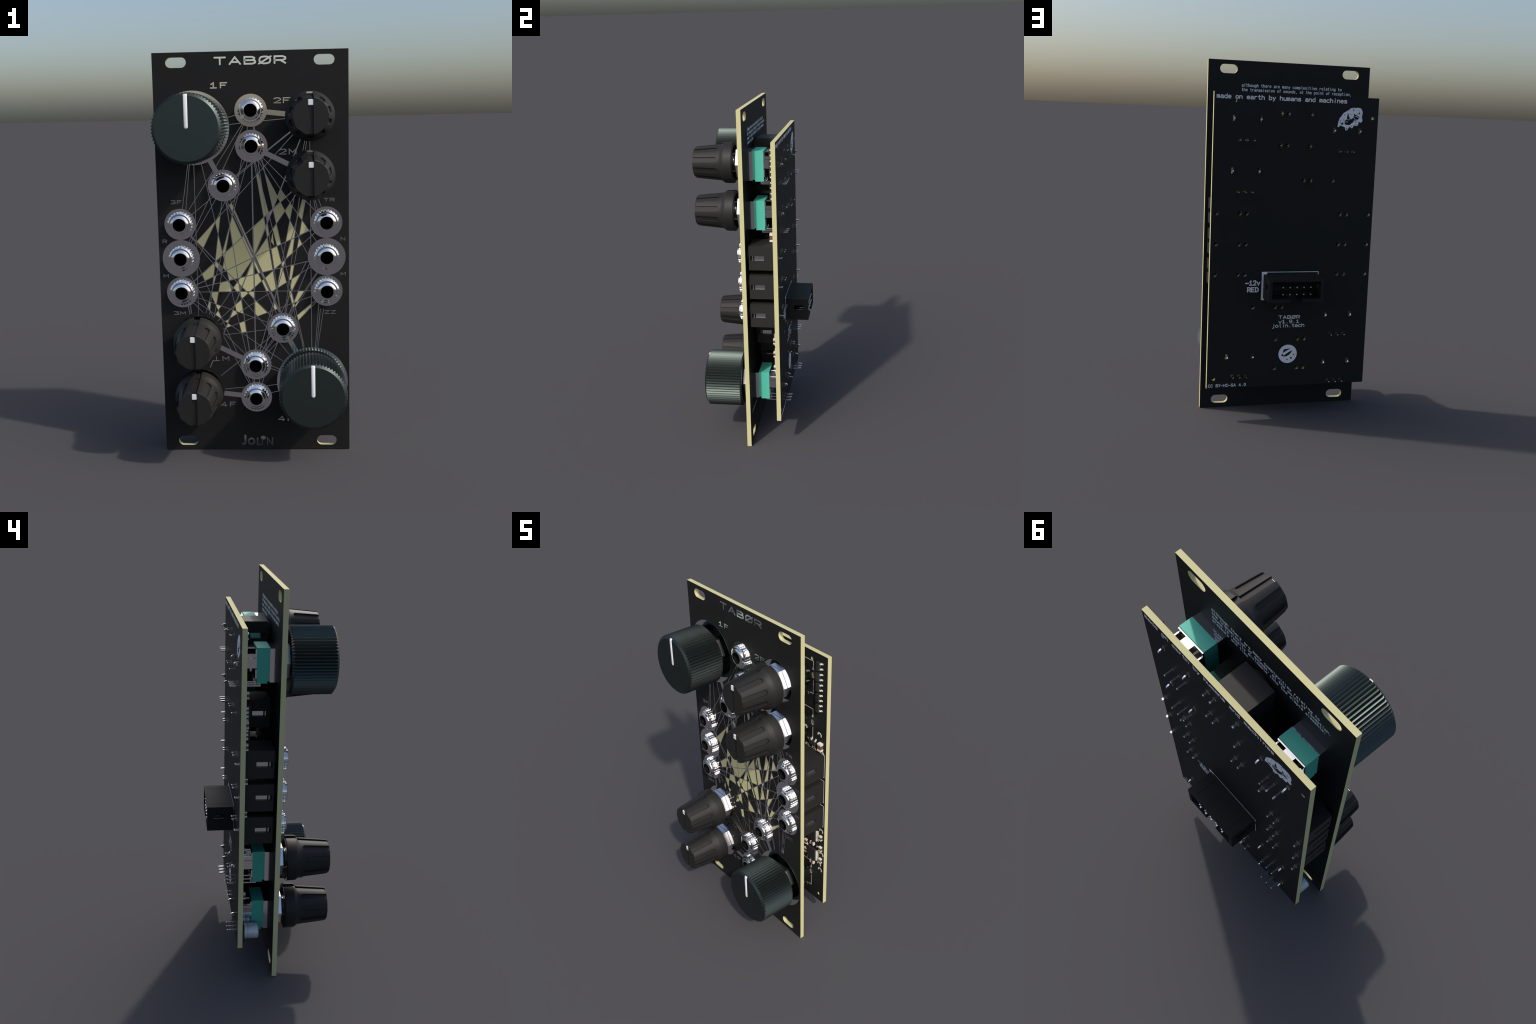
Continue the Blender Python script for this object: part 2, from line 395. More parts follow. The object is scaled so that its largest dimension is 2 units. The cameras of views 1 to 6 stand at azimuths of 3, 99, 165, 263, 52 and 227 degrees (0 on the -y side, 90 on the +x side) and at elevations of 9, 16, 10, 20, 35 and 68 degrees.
def web_cell(seed):
    """The polygon of the net that holds the seed: cut a large box by every thread crossing it."""
    c = Vector(seed)
    poly = [Vector(p) for p in ((-30, -60), (30, -60), (30, 60), (-30, 60))]
    segs = []
    for x0, z0, x1, z1, w in WEB:
        a, b = Vector((x0, z0)), Vector((x1, z1))
        t = max(0, min(1, (c - a).dot(b - a) / (b - a).length_squared))
        segs.append(((a + (b - a) * t - c).length, a, b))
    segs.sort(key=lambda s: s[0])
    for _, a, b in segs:
        n = Vector((-(b - a).y, (b - a).x)).normalized()
        if n.dot(c - a) < 0:
            n = -n
        # does the thread itself pass through the polygon?
        t0, t1 = 0.0, 1.0
        for i in range(len(poly)):
            p, q = poly[i], poly[(i + 1) % len(poly)]
            m = Vector((-(q - p).y, (q - p).x))
            fa, fb = m.dot(a - p), m.dot(b - p)
            if fa < 0 and fb < 0:
                t0, t1 = 1, 0
                break
            if fa < 0:
                t0 = max(t0, fa / (fa - fb))
            elif fb < 0:
                t1 = min(t1, fa / (fa - fb))
        if t1 - t0 < 0.004:
            continue
        new = []
        for i in range(len(poly)):
            p, q = poly[i], poly[(i + 1) % len(poly)]
            dp, dq = n.dot(p - a), n.dot(q - a)
            if dp >= 0:
                new.append(p)
            if (dp > 0) != (dq > 0) and abs(dp - dq) > 1e-9:
                new.append(p + (q - p) * (dp / (dp - dq)))
        if len(new) >= 3:
            poly = new
    return poly

def tidy(poly):
    out = []
    for p in poly:
        if not out or (p - out[-1]).length > 0.02:
            out.append(p)
    if len(out) > 1 and (out[0] - out[-1]).length < 0.02:
        out.pop()
    return out

bm = bmesh.new()
cells = [tidy(web_cell(s)) for s in BARE_CELLS] + [[Vector(p) for p in ((6.1, 8.0), (5.6, 5.1), (6.6, 3.7))]]
for k, c in enumerate(cells):
    if len(c) >= 3:
        add_prism(bm, c, Y_ART - 0.006 - 0.0001 * k, Y_ART + 0.05)
place("bare_patches", finish("bare_patches", bm, M_FR4), parent=panel)["kind"] = "stuff"
bm = bmesh.new()
def clear_of_sockets(a, b, r=3.4):
    """Pieces of the thread a-b that lie outside every socket and shaft hole."""
    cuts = [(0.0, 0.0)]
    L = (b - a).length
    d = (b - a) / L
    for c in [Vector(j[:2]) for j in JACKS] + [Vector(p) for p in POTS]:
        t = (c - a).dot(d)
        h = (a + d * t - c).length
        if h < r:
            q = math.sqrt(r * r - h * h)
            cuts.append((t - q, t + q))
    cuts.sort()
    out, pos = [], 0.0
    for c0, c1 in cuts[1:] + [(L, L)]:
        c0, c1 = max(0, min(L, c0)), max(0, min(L, c1))
        if c0 > pos + 0.05:
            out.append((a + d * pos, a + d * c0))
        pos = max(pos, c1)
    return out
for k, (x0, z0, x1, z1, w) in enumerate(WEB):
    for a, b in clear_of_sockets(Vector((x0, z0)), Vector((x1, z1))):
        n = Vector((-(b - a).y, (b - a).x)).normalized() * (w * 0.5)
        add_prism(bm, [a + n, b + n, b - n, a - n], Y_ART - 0.019 - 0.0001 * k, Y_ART + 0.05)
for k, s in enumerate(PLATED_CELLS):
    add_prism(bm, tidy(web_cell(s)), Y_ART - 0.0185, Y_ART + 0.05)
place("thread_web", finish("thread_web", bm, M_TIN), parent=panel)["kind"] = "stuff"

# ---- lettering on the front
def front(text, x, z, adv, gw, h, st):
    place("label", lettering("label", text, x, z, adv, gw, h, st, PANEL_F, -1, M_TIN), parent=panel)
front("TAB\u00d8R", -10.8, 60.35, 4.62, 3.3, 2.05, 0.52)
front("1F", -12.3, 53.3, 3.15, 1.9, 1.5, 0.40)
front("2F", 7.3, 48.35, 2.9, 2.0, 1.5, 0.32)
front("2M", 8.7, 32.6, 3.1, 2.1, 1.5, 0.32)
front("3F", -25.8, 17.6, 1.95, 1.3, 1.0, 0.22)
front("TR", 22.5, 17.6, 1.9, 1.3, 1.0, 0.22)
front("R", -28.9, 5.1, 1.5, 1.2, 1.0, 0.2)
front("N", 27.75, 5.2, 1.5, 1.2, 1.0, 0.2)
front("M", -29.0, -6.1, 1.5, 1.45, 1.0, 0.2)
front("M", 27.7, -6.1, 1.5, 1.4, 1.0, 0.2)
front("3M", -26.1, -18.4, 2.1, 1.5, 1.0, 0.22)
front("ZZ", 22.5, -18.5, 2.0, 1.4, 1.0, 0.22)
front("1M", -13.8, -33.9, 3.05, 1.95, 1.35, 0.28)
front("4F", -11.6, -49.5, 2.9, 1.7, 1.45, 0.28)
front("4M", 7.1, -54.5, 3.1, 1.9, 1.5, 0.3)
# maker's mark at the foot: small capitals, the fourth one a leaning tree
bm = bmesh.new()
yt = PANEL_F
ribbon(bm, [(-4.0, -59.6), (-4.0, -61.9), (-4.2, -62.4), (-4.6, -62.6), (-5.0, -62.3)], 0.62, yt - 0.03, yt + 0.05)
ribbon(bm, [(-2.0 + 0.95 * math.sin(t * PI / 12), -61.6 + 0.98 * math.cos(t * PI / 12)) for t in range(24)] + [(-2.0, -60.62)], 0.55, yt - 0.03, yt + 0.05)
ribbon(bm, [(0.0, -60.55), (0.0, -62.7), (0.85, -62.7)], 0.48, yt - 0.03, yt + 0.05)
add_prism(bm, [(1.0, -60.35), (1.4, -59.85), (1.95, -59.65), (2.45, -59.85), (2.78, -60.3), (2.6, -60.85), (2.2, -61.15), (1.8, -61.2), (1.5, -61.1)], yt - 0.034, yt + 0.05)
ribbon(bm, [(1.72, -61.1), (1.52, -61.9), (1.55, -62.8)], 0.26, yt - 0.03, yt + 0.05)
ribbon(bm, [(3.3, -62.75), (3.3, -60.55), (4.95, -62.75), (4.95, -60.55)], 0.46, yt - 0.03, yt + 0.05)
place("maker_mark", finish("maker_mark", bm, M_TIN), parent=panel)

# ---- lettering on the back of the panel
for k, line in enumerate(("although there are many complexities relating to",
                          "the transmission of sounds, at the point of reception,",
                          "sound is readily dividable into two simple elements;",
                          "pressure and time")):
    place("inscription", lettering("inscription", line, 17.95, 55.25 - 1.57 * k, 0.786 if k == 0 else 0.772, 0.48, 1.0, 0.18, PANEL_B, 1, M_SILK), parent=panel)
place("inscription", lettering("inscription", "CC BY-NC-SA 4.0", 25.6, -52.4, 0.94, 0.62, 0.95, 0.14, PANEL_B, 1, M_SILK), parent=panel)

# ------------------------------------------------------------------ rear circuit board
bm = bmesh.new()
holes = [circle(22.48, 50.16, 0.55, 16), circle(-27.95, 45.85, 0.6, 16), circle(27.5, -49.55, 0.6, 16)]
for x, z in POTS:
    holes += [circle(x + d, z - 7.4, 0.5, 14) for d in (-2.5, 0, 2.5)]
    holes += [[(x + d + (p[1] - z), z + (p[0] - x)) for p in stadium(x, z, 2.1, 1.0, 6)] for d in (-4.8, 4.8)]
for j in JACKS:
    s = 1 if j[2] else -1
    holes += [circle(j[0] + s * d, j[1], 0.72, 16) for d in (4.93, -3.4, -5.9)]
add_plate(bm, rect(BOARD_W, BOARD_H), holes, BOARD_F, BOARD_B)
board = place("circuit_board", finish("circuit_board", bm, [M_MASK, M_FR4]), parent=ROOT)

def back(text, x, z, adv, gw, h, st):
    place("inscription", lettering("inscription", text, x, z, adv, gw, h, st, BOARD_B, 1, M_SILK), parent=board)
back("made on earth by humans and machines", 29.05, 50.85, 1.312, 0.88, 1.35, 0.31)
back("CC BY-NC-SA 4.0", 29.35, -52.45, 0.945, 0.64, 0.95, 0.2)
back("TAB\u00d8R", 4.0, -27.5, 1.68, 1.25, 1.12, 0.23)
back("v1.9.1", 3.9, -29.15, 1.34, 1.0, 1.1, 0.23)
back("jolin.tech", 6.25, -30.7, 1.235, 0.9, 1.2, 0.23)
back("-12v", 16.75, -14.8, 1.42, 0.9, 1.55, 0.42)
back("RED", 16.0, -17.25, 1.47, 1.0, 1.5, 0.42)

# round badge: a disc with a boat-like seed and three dots left open
bm = bmesh.new()
seed_top = [(-1.96, -38.8), (-0.6, -38.9), (1.52, -39.1), (1.93, -40.58), (0.6, -39.75), (-0.6, -39.15), (-1.2, -38.93)]
seed_low = [(-1.96, -38.8), (-1.62, -39.0), (-1.6, -39.6), (-0.3, -40.25), (0.75, -40.95), (1.42, -41.54), (1.6, -41.4), (1.95, -40.75),
            (2.57, -41.41), (1.9, -41.75), (1.15, -41.89), (0.3, -41.75), (-0.53, -41.27), (-1.15, -40.6), (-1.62, -39.85)]
seed_top = [(x, z) for x, z in seed_top]
seed_top[0] = (-1.85, -38.86)
add_plate(bm, circle(0, -40.9, 3.5, 48), [seed_top[1:], seed_low[1:], circle(-1.32, -42.5, 0.36, 14), circle(-2.3, -41.2, 0.25, 12), circle(0.15, -43.1, 0.25, 12)],
          BOARD_B + 0.03, BOARD_B - 0.03, 0, 0)
place("badge", finish("badge", bm, M_SILK), parent=board)

# curled creature drawn in silkscreen: body outline with shaded hollows left open
bm = bmesh.new()
outline = [(-14.73, 42.49), (-15.0, 44.2), (-15.4, 45.5), (-15.9, 46.1), (-16.8, 47.4), (-18.0, 48.1), (-18.9, 48.7), (-19.3, 49.1), (-20.5, 49.38), (-21.2, 49.25),
           (-21.5, 49.4), (-22.6, 49.4), (-23.3, 49.2), (-23.8, 48.4), (-23.96, 47.6), (-23.75, 46.2), (-24.03, 45.1), (-23.9, 44.5), (-23.54, 44.22), (-22.9, 44.35),
           (-22.55, 44.6), (-22.6, 43.9), (-22.4, 43.2), (-21.9, 43.0), (-21.3, 43.05), (-20.95, 43.25), (-20.7, 42.7), (-20.35, 42.15), (-19.9, 42.15), (-19.4, 42.7),
           (-19.1, 42.4), (-18.6, 41.6), (-18.3, 41.25), (-18.15, 41.5), (-17.9, 41.2), (-17.7, 41.7), (-17.55, 42.35), (-16.2, 42.85), (-15.7, 43.0), (-15.2, 42.3)]
hollow = [(-18.1, 45.2), (-18.2, 46.0), (-18.3, 47.3), (-18.55, 47.35), (-18.8, 46.4), (-19.2, 45.7), (-19.7, 45.2), (-19.95, 45.5), (-20.5, 45.8), (-20.75, 46.7),
          (-20.6, 47.5), (-21.1, 47.0), (-21.7, 46.9), (-22.4, 46.4), (-23.1, 46.1), (-22.5, 45.6), (-22.1, 45.0), (-21.3, 44.9), (-20.7, 44.3), (-20.0, 43.9),
          (-19.4, 43.3), (-18.4, 43.2), (-17.4, 43.3), (-17.2, 44.2), (-17.5, 44.8)]
slits = [[(-16.9, 46.9), (-17.1, 46.2), (-17.2, 46.9)], [(-17.7, 48.0), (-18.9, 48.45), (-18.8, 48.6)], [(-19.2, 47.0), (-20.2, 46.9), (-20.2, 46.98), (-19.3, 47.12)],
         [(-15.55, 44.9), (-15.7, 43.6), (-15.85, 43.6), (-15.75, 44.9)], [(-22.3, 48.3), (-22.7, 48.6), (-22.75, 48.25)], [(-22.1, 47.5), (-22.5, 47.0), (-22.1, 47.0)],
         [(-20.35, 49.0), (-20.45, 48.2), (-20.75, 47.95), (-20.6, 49.0)], [(-16.1, 43.2), (-16.1, 43.9), (-16.9, 44.1), (-16.8, 43.3)],
         [(-16.6, 45.2), (-16.9, 44.6), (-17.0, 45.0)], [(-22.6, 47.9), (-23.2, 47.3), (-22.9, 47.1), (-22.4, 47.4)], [(-17.9, 42.1), (-18.7, 42.2), (-18.3, 41.8)],
         [(-20.2, 42.5), (-20.0, 42.9), (-19.7, 42.8)], [(-21.4, 43.5), (-21.9, 43.4), (-21.7, 43.8)], [(-21.2, 44.2), (-22.0, 44.3), (-21.6, 44.6)]]
add_plate(bm, outline, [hollow] + slits, BOARD_B + 0.03, BOARD_B - 0.03, 0, 0)
for wisp in ([(-18.2, 45.1), (-18.9, 45.0), (-19.3, 45.7)], [(-17.3, 44.0), (-18.0, 44.4), (-18.5, 44.2)], [(-20.6, 45.9), (-21.3, 45.2), (-22.2, 45.1)],
             [(-21.0, 46.2), (-21.8, 46.3), (-22.6, 46.0)], [(-20.6, 44.5), (-20.9, 44.9), (-21.4, 44.6)], [(-17.4, 43.4), (-18.6, 43.0), (-19.5, 43.2)],
             [(-21.5, 46.6), (-22.3, 46.0), (-22.9, 46.1)]):
    ribbon(bm, wisp, 0.14, BOARD_B + 0.034, BOARD_B - 0.03)
place("creature_drawing", finish("creature_drawing", bm, M_SILK), parent=board)

# silkscreen outline and key mark round the power header (drawn on the back)
bm = bmesh.new()
yt, yb = BOARD_B + 0.03, BOARD_B - 0.03
ribbon(bm, [(10.6, -10.1), (-10.25, -10.1), (-10.25, -11.6)], 0.22, yt, yb)
ribbon(bm, [(-10.25, -13.6), (-10.25, -19.9)], 0.22, yt, yb)
add_prism(bm, [(10.95, -10.0), (10.95, -20.4), (9.6, -20.4), (10.2, -19.6), (10.2, -11.0), (9.0, -11.0), (9.0, -10.2)], yt + 0.004, yb)
place("header_outline", finish("header_outline", bm, M_SILK), parent=board)

# silkscreen outlines on the inner face, round the pots and the jacks
bm = bmesh.new()
yt, yb = BOARD_F - 0.03, BOARD_F + 0.03
k = 0
for x, z in POTS:
    for pts in ([(x - 4.9, z + 2.0), (x - 4.9, z + 5.2), (x + 4.9, z + 5.2), (x + 4.9, z + 2.0)],
                [(x - 3.4, z - 6.8), (x - 4.9, z - 6.8), (x - 4.9, z - 1.8)], [(x + 3.4, z - 6.8), (x + 4.9, z - 6.8), (x + 4.9, z - 1.8)]):
        ribbon(bm, pts, 0.16, yt, yb)
for j in JACKS:
    s = 1 if j[2] else -1
    x, z = j[0], j[1]
    ribbon(bm, [(x - s * 3, z + 4.75), (x + s * 6.05, z + 4.75), (x + s * 6.05, z - 4.75), (x - s * 3, z - 4.75)], 0.16, yt, yb)
place("part_outlines", finish("part_outlines", bm, M_SILK), parent=board)

# ------------------------------------------------------------------ surface parts on the inner face
def smd_capacitor(length, wid, high, horizontal):
    bm = bmesh.new()
    def bx(a0, a1, w, h, mat):
        if horizontal:
            add_box(bm, a0, a1, -h, 0, -w / 2, w / 2, mat)
        else:
            add_box(bm, -w / 2, w / 2, -h, 0, a0, a1, mat)
    e = length * 0.24
    bx(-length / 2 + e, length / 2 - e, wid * 0.95, high * 0.95, 0)
    bx(-length / 2, -length / 2 + e, wid, high, 1)
    bx(length / 2 - e, length / 2, wid, high, 1)
    return finish("ceramic_capacitor", bm, [M_CERAM, M_PAD])
cap_v, cap_h, cap_big = smd_capacitor(2.0, 1.25, 0.85, False), smd_capacitor(2.0, 1.25, 0.85, True), smd_capacitor(3.0, 1.7, 1.3, False)
for me, spots in ((cap_v, [(28.45, -21.2), (28.45, -26.35), (28.45, -32.0), (20.4, -27.5), (20.4, -31.5), (-24.5, 49.7), (-22.0, 48.4), (-28.2, 32.7), (-28.6, 23.6), (-28.6, 16.6), (-28.4, -5.5), (-28.4, 5.5), (-27.5, -19.0), (-28.2, -34.5), (-10.5, 18.0), (11.5, 2.0), (11.5, -6.0)]),
                  (cap_h, [(24.0, -26.2), (24.1, -35.2), (-24.0, 31.5), (2.0, 20.0), (-4.0, -4.0), (3.5, 4.0)]),
                  (cap_big, [(27.7, 18.6)])):
    for x, z in spots:
        place("ceramic_capacitor", me, x, BOARD_F - 0.02, z, parent=board)

def gull_chip(name, wid, length, pins, pitch, high=1.2, one_side=False):
    bm = bmesh.new()
    add_box(bm, -wid / 2, wid / 2, -high, -0.12, -length / 2, length / 2, 0)
    for i in range(pins):
        z = (i - (pins - 1) / 2) * pitch
        for s in (-1, 1):
            if one_side and s < 0:
                if i:
                    continue
                z = 0
            elif one_side:
                z = (i - (pins - 1) / 2) * pitch
            w = pitch * 0.30 if not one_side else 0.24
            a, b, c = s * wid / 2, s * (wid / 2 + 0.45), s * (wid / 2 + 0.95)
            add_box(bm, min(a, b), max(a, b), -high * 0.62, -high * 0.42, z - w, z + w, 1)
            add_box(bm, min(b, b - s * .2), max(b, b - s * .2), -high * 0.419, -0.2, z - w, z + w, 1)
            add_box(bm, min(b - s * .2, c), max(b - s * .2, c), -0.199, 0, z - w, z + w, 1)
    return finish(name, bm, [M_CHIP, M_PAD])
transistor = gull_chip("transistor", 1.4, 2.9, 2, 1.9, 1.15, True)
logic = gull_chip("integrated_circuit", 4.4, 5.0, 8, 0.62, 1.1)
opamp = gull_chip("integrated_circuit", 3.9, 4.9, 4, 1.27, 1.5)
for i in range(5):
    place("transistor", transistor, 26.2, BOARD_F - 0.02, 49.0 - 3.88 * i, parent=board)
place("transistor", transistor, 24.0, BOARD_F - 0.02, 18.6, parent=board, rot_y=-PI / 2)
for x, z in ((23.9, -21.5), (23.9, -30.9)):
    place("integrated_circuit", logic, x, BOARD_F - 0.02, z, parent=board)
for x, z in ((-24.7, 26.4), (-24.7, 20.6), (-9.5, 5.0), (7.0, 8.0), (6.0, -12.0), (-7.0, -16.0), (-12.0, 33.0)):
    place("integrated_circuit", opamp, x, BOARD_F - 0.02, z, parent=board)

# silkscreen brackets next to the small parts
bm = bmesh.new()
yt, yb = BOARD_F - 0.03, BOARD_F + 0.03
for x, z in ((26.6, 23.0), (27.8, 16.2), (23.8, 16.2), (20.4, 16.1), (28.3, -17.9), (26.9, -26.9), (28.6, -28.8), (28.0, -36.8), (27.4, -34.3), (21.6, -34.7)):
    ribbon(bm, [(x - 0.8, z - 0.3), (x - 0.65, z + 0.3), (x - 0.2, z + 0.42), (x + 0.45, z + 0.3), (x + 0.8, z - 0.1), (x + 0.8, z - 0.75)], 0.5, yt, yb)
place("part_marks", finish("part_marks", bm, M_PAD), parent=board)

def can_capacitor(r, h):
    bm = bmesh.new()
    add_box(bm, -r * 1.04, r * 1.04, -0.75, 0, -r * 1.04, r * 1.04, 1)
    add_lathe(bm, [(-0.74, 0), (-0.74, r), (-1.5, r), (-1.75, r * .93), (-2.0, r), (-h + 0.35, r), (-h, r - 0.35), (-h, 0)], 40, 0)
    return finish("electrolytic_capacitor", bm, [M_CAN, M_CHIP], 40)
place("electrolytic_capacitor", can_capacitor(2.55, 5.5), -26.3, BOARD_F - 0.02, -48.7, parent=board)
place("electrolytic_capacitor", can_capacitor(2.4, 3.4), -20.5, BOARD_F - 0.02, -47.6, parent=board)

# ------------------------------------------------------------------ jack sockets
bm = bmesh.new()
add_box(bm, -4.45, 5.95, 0.58, 9.40, -4.5, 4.5)
bodym = finish("jack_socket", bm, [M_JACK])
bm = bmesh.new(); add_box(bm, 4.95, 6.5, 1.1, 6.15, -0.85, 0.85); c1 = finish("cut", bm, [M_JACK])
bm = bmesh.new(); add_box(bm, -6, -4.05, 2.0, 8.0, -1.6, 1.6); c2 = finish("cut", bm, [M_JACK])
bm = bmesh.new(); add_lathe(bm, [(-1, 0), (-1, 2.1), (8.6, 2.1), (8.6, 0)], 32); c3 = finish("cut", bm, [M_JACK])
jack_body = boolean(bodym, [c1, c2, c3])
bm = bmesh.new()
add_plate(bm, [(-3.6, -3.6), (3.6, -3.6), (3.6, 3.6), (-3.6, 3.6)], [circle(0, 0, 3.0, 32)], 0.18, 0.579, 0, 0)
add_lathe(bm, [(0.179, 3.0), (0.179, 3.4), (-0.45, 3.4), (-0.45, 3.0)], 40)
jack_collar = finish("jack_collar", bm, [M_JACK], 40)
bm = bmesh.new()
add_box(bm, 4.9, 5.35, 2.55, 6.1, -0.84, 0.84)
add_box(bm, 4.9, 5.5, 1.75, 2.05, -0.84, 0.84)
jack_spring = finish("contact_spring", bm, [M_TIN])
bm = bmesh.new()
add_lathe(bm, [(-0.3, 2.2), (-0.3, 2.98), (-4.1, 2.98), (-4.5, 2.3), (-4.5, 2.03), (-4.2, 2.03)], 48, 0)
add_lathe(bm, [(-4.2, 2.03), (8.7, 2.03), (8.7, 0)], 48, 1)
jack_barrel = finish("jack_barrel", bm, [M_CHROME, M_HOLE], 35)
# knurled round nut: square teeth in two rows with a groove between
TEETH = 24
prof = [(-2.2, 3.02), (-2.2, 3.98), (-2.86, 3.98), (-2.9, 3.5), (-3.02, 3.5), (-3.06, 3.98), (-3.5, 3.98), (-3.8, 3.4), (-3.8, 3.02), (-2.2, 3.02)]
def tooth(k, i, r, y):
    if k in (1, 2, 5, 6):
        rr = r if (i % 4) in (0, 1) else r - 0.34
        return (rr, y if k != 6 else -3.8 + (rr - 3.4) * 0.52)
    return (r, y)
bm = bmesh.new()
add_lathe(bm, prof, TEETH * 4, 0, tooth)
bmesh.ops.remove_doubles(bm, verts=bm.verts, dist=1e-5)
bmesh.ops.recalc_face_normals(bm, faces=bm.faces)
nutm = finish("jack_nut", bm, [M_CHROME], 12)
bm = bmesh.new(); add_box(bm, -5, 5, -4.2, -3.55, -0.16, 0.16); c1 = finish("cut", bm, [M_CHROME])
jack_nut = boolean(nutm, [c1], 12)
def add_wire(bm, x, z, y0, y1, r, rz=None):
    """Square wire along y with a tapered tip at y1."""
    rz = rz or r
    add_box(bm, x - r, x + r, y0, y1 - 0.15, z - rz, z + rz)
    n0 = len(bm.verts)
    add_box(bm, x - r, x + r, y1 - 0.1495, y1, z - rz, z + rz)
    bm.verts.ensure_lookup_table()
    for v in bm.verts[n0:]:
        if v.co.y > y1 - 0.1:
            v.co.x, v.co.z = x + (v.co.x - x) * 0.5, z + (v.co.z - z) * 0.45
bm = bmesh.new()
for d, r in ((4.93, 0.36), (-3.4, 0.30), (-5.9, 0.30)):
    add_wire(bm, d, 0, 9.0 if d > -5 else 8.8, 12.7, r, 0.2)
add_box(bm, -5.9 - 0.2, -4.4, 8.7, 9.0, -0.2, 0.2)
jack_pins = finish("solder_pin", bm, [M_TIN])
for x, z, right, r, turn in JACKS:
    o = place("jack_socket", jack_body, x, 0, z, parent=ROOT, rot_y=0 if right else PI)
    place("contact_spring", jack_spring, parent=o)
    place("jack_collar", jack_collar, parent=o)
    place("jack_barrel", jack_barrel, parent=o)
    place("jack_nut", jack_nut, parent=o, rot_y=turn)
    place("solder_pin", jack_pins, parent=o)

# ------------------------------------------------------------------ potentiometers
bm = bmesh.new()
add_prism(bm, [(-4.75, 4.75), (4.75, 4.75), (4.75, -6.2), (-4.75, -6.2)], 2.65, 5.95)
add_prism(bm, [(-4.75, 4.75), (4.75, 4.75), (4.75, -5.5), (-4.75, -5.5)], 1.95, 2.649)
pot_body = finish("potentiometer", bm, [M_TEAL])
bm = bmesh.new()
add_box(bm, -4.72, 4.72, -0.46, 1.949, -5.9, 4.5)                       # front frame
add_box(bm, -4.7, 4.7, 5.951, 6.4, 1.6, 4.4)                            # back frame, three bars
add_box(bm, -4.7, 4.7, 5.951, 6.4, -1.5, 1.5)
add_box(bm, -4.7, 4.7, 5.951, 6.4, -4.6, -1.9)
add_box(bm, -1.65, 1.6, 6.401, 9.1, 3.9, 4.35)                          # top tab
for s in (-1, 1):
    add_box(bm, min(s * 4.7, s * 4.3), max(s * 4.7, s * 4.3), 6.401, 9.55, -1.5, 1.6)        # side legs
    add_box(bm, min(s * 4.7, s * 4.3), max(s * 4.7, s * 4.3), 6.401, 9.55, 1.75, 2.9)
    # tab through the board with a hooked end
    tab = [(9.551, 0.6), (12.0, 0.6), (12.55, 0.52), (12.95, 0.2), (13.05, -0.2), (12.75, -0.15), (12.5, 0.1), (12.3, 0.15), (12.25, -0.6), (9.551, -0.6)]
    a = [bm.verts.new((s * 4.98, y, z)) for y, z in tab]
    b = [bm.verts.new((s * 4.55, y, z)) for y, z in tab]
    fs = [bm.faces.new(a), bm.faces.new(b[::-1])] + [bm.faces.new([a[i], b[i], b[(i + 1) % len(tab)], a[(i + 1) % len(tab)]]) for i in range(len(tab))]
    bmesh.ops.recalc_face_normals(bm, faces=fs)
pot_frame = finish("pot_frame", bm, [M_TIN])
bm = bmesh.new()
for d in (-2.5, 0, 2.5):
    w = 0.28
    add_box(bm, d - w, d + w, 4.45, 4.9, -7.4, -6.2)
    add_wire(bm, d, -7.4, 4.5, 13.9, 0.25, 0.22)
    add_box(bm, d - w * 1.4, d + w * 1.4, 5.96, 6.35, -7.0, -5.0)
pot_pins = finish("solder_pin", bm, [M_TIN])
bm = bmesh.new()
add_lathe(bm, [(-0.47, 0), (-0.47, 3.45), (-2.0, 3.45)] + [(-4.0 - 0.22 * i, 3.45 - (0.18 if i % 2 else 0)) for i in range(14)] + [(-7.1, 3.0), (-7.1, 3.0), (-15, 2.95), (-15, 0)], 40, 0)
pot_shaft = finish("threaded_shaft", bm, [M_CHROME], 30)
bm = bmesh.new()
R6 = 10.0 / 2 / math.cos(PI / 6)
hexa = [(R6 * math.cos(PI / 3 * i), R6 * math.sin(PI / 3 * i)) for i in range(6)]
add_plate(bm, hexa, [circle(0, 0, 3.46, 36)], -4.15, -2.24, 0, 0)
pot_nut = finish("hex_nut", bm, [M_NUT])

# small tapered knob: turned body, ten flutes, a pointer groove with a white dash
bm = bmesh.new()
add_lathe(bm, [(-5.2, 6.3), (-5.2, 7.35), (-5.45, 7.62), (-8.35, 7.55), (-8.75, 7.42), (-9.55, 6.78), (-9.95, 6.62), (-19.15, 5.72), (-19.7, 5.55), (-19.9, 5.25),
               (-19.9, 0)], 120, 0)
add_lathe(bm, [(-5.2, 6.3), (-8.6, 6.1), (-9.2, 4.6), (-9.2, 0)], 120, 0)
bmesh.ops.remove_doubles(bm, verts=bm.verts, dist=1e-5)
bmesh.ops.recalc_face_normals(bm, faces=bm.faces)
kb = finish("knob", bm, [M_PLAST])
cutters = []
slope = math.atan2(6.62 - 5.72, 9.2)
for k in range(1, 10):
    bm = bmesh.new()
    # stadium slot lying along the side: local u along the knob, v round it, w outward
    out = [(0.95 * math.cos(t), 0.95 * math.sin(t)) for t in [PI / 2 - PI * i / 12 for i in range(13)]] + [(-12, -0.95), (-12, 0.95)]
    lo = [bm.verts.new((v, u, -0.55)) for u, v in out]
    hi = [bm.verts.new((v, u, 3.0)) for u, v in out]
    bm.faces.new(lo); bm.faces.new(hi[::-1])
    for i in range(len(out)):
        j = (i + 1) % len(out)
        bm.faces.new([lo[i], hi[i], hi[j], lo[j]])
    bmesh.ops.recalc_face_normals(bm, faces=bm.faces)
    mtx = Matrix.Rotation(k * PI / 5, 4, 'Y') @ Matrix.Translation((0, -11.7, 6.46)) @ Matrix.Rotation(slope, 4, 'X')
    bmesh.ops.transform(bm, matrix=mtx, verts=bm.verts)
    cutters.append(finish("cut", bm, [M_PLAST]))
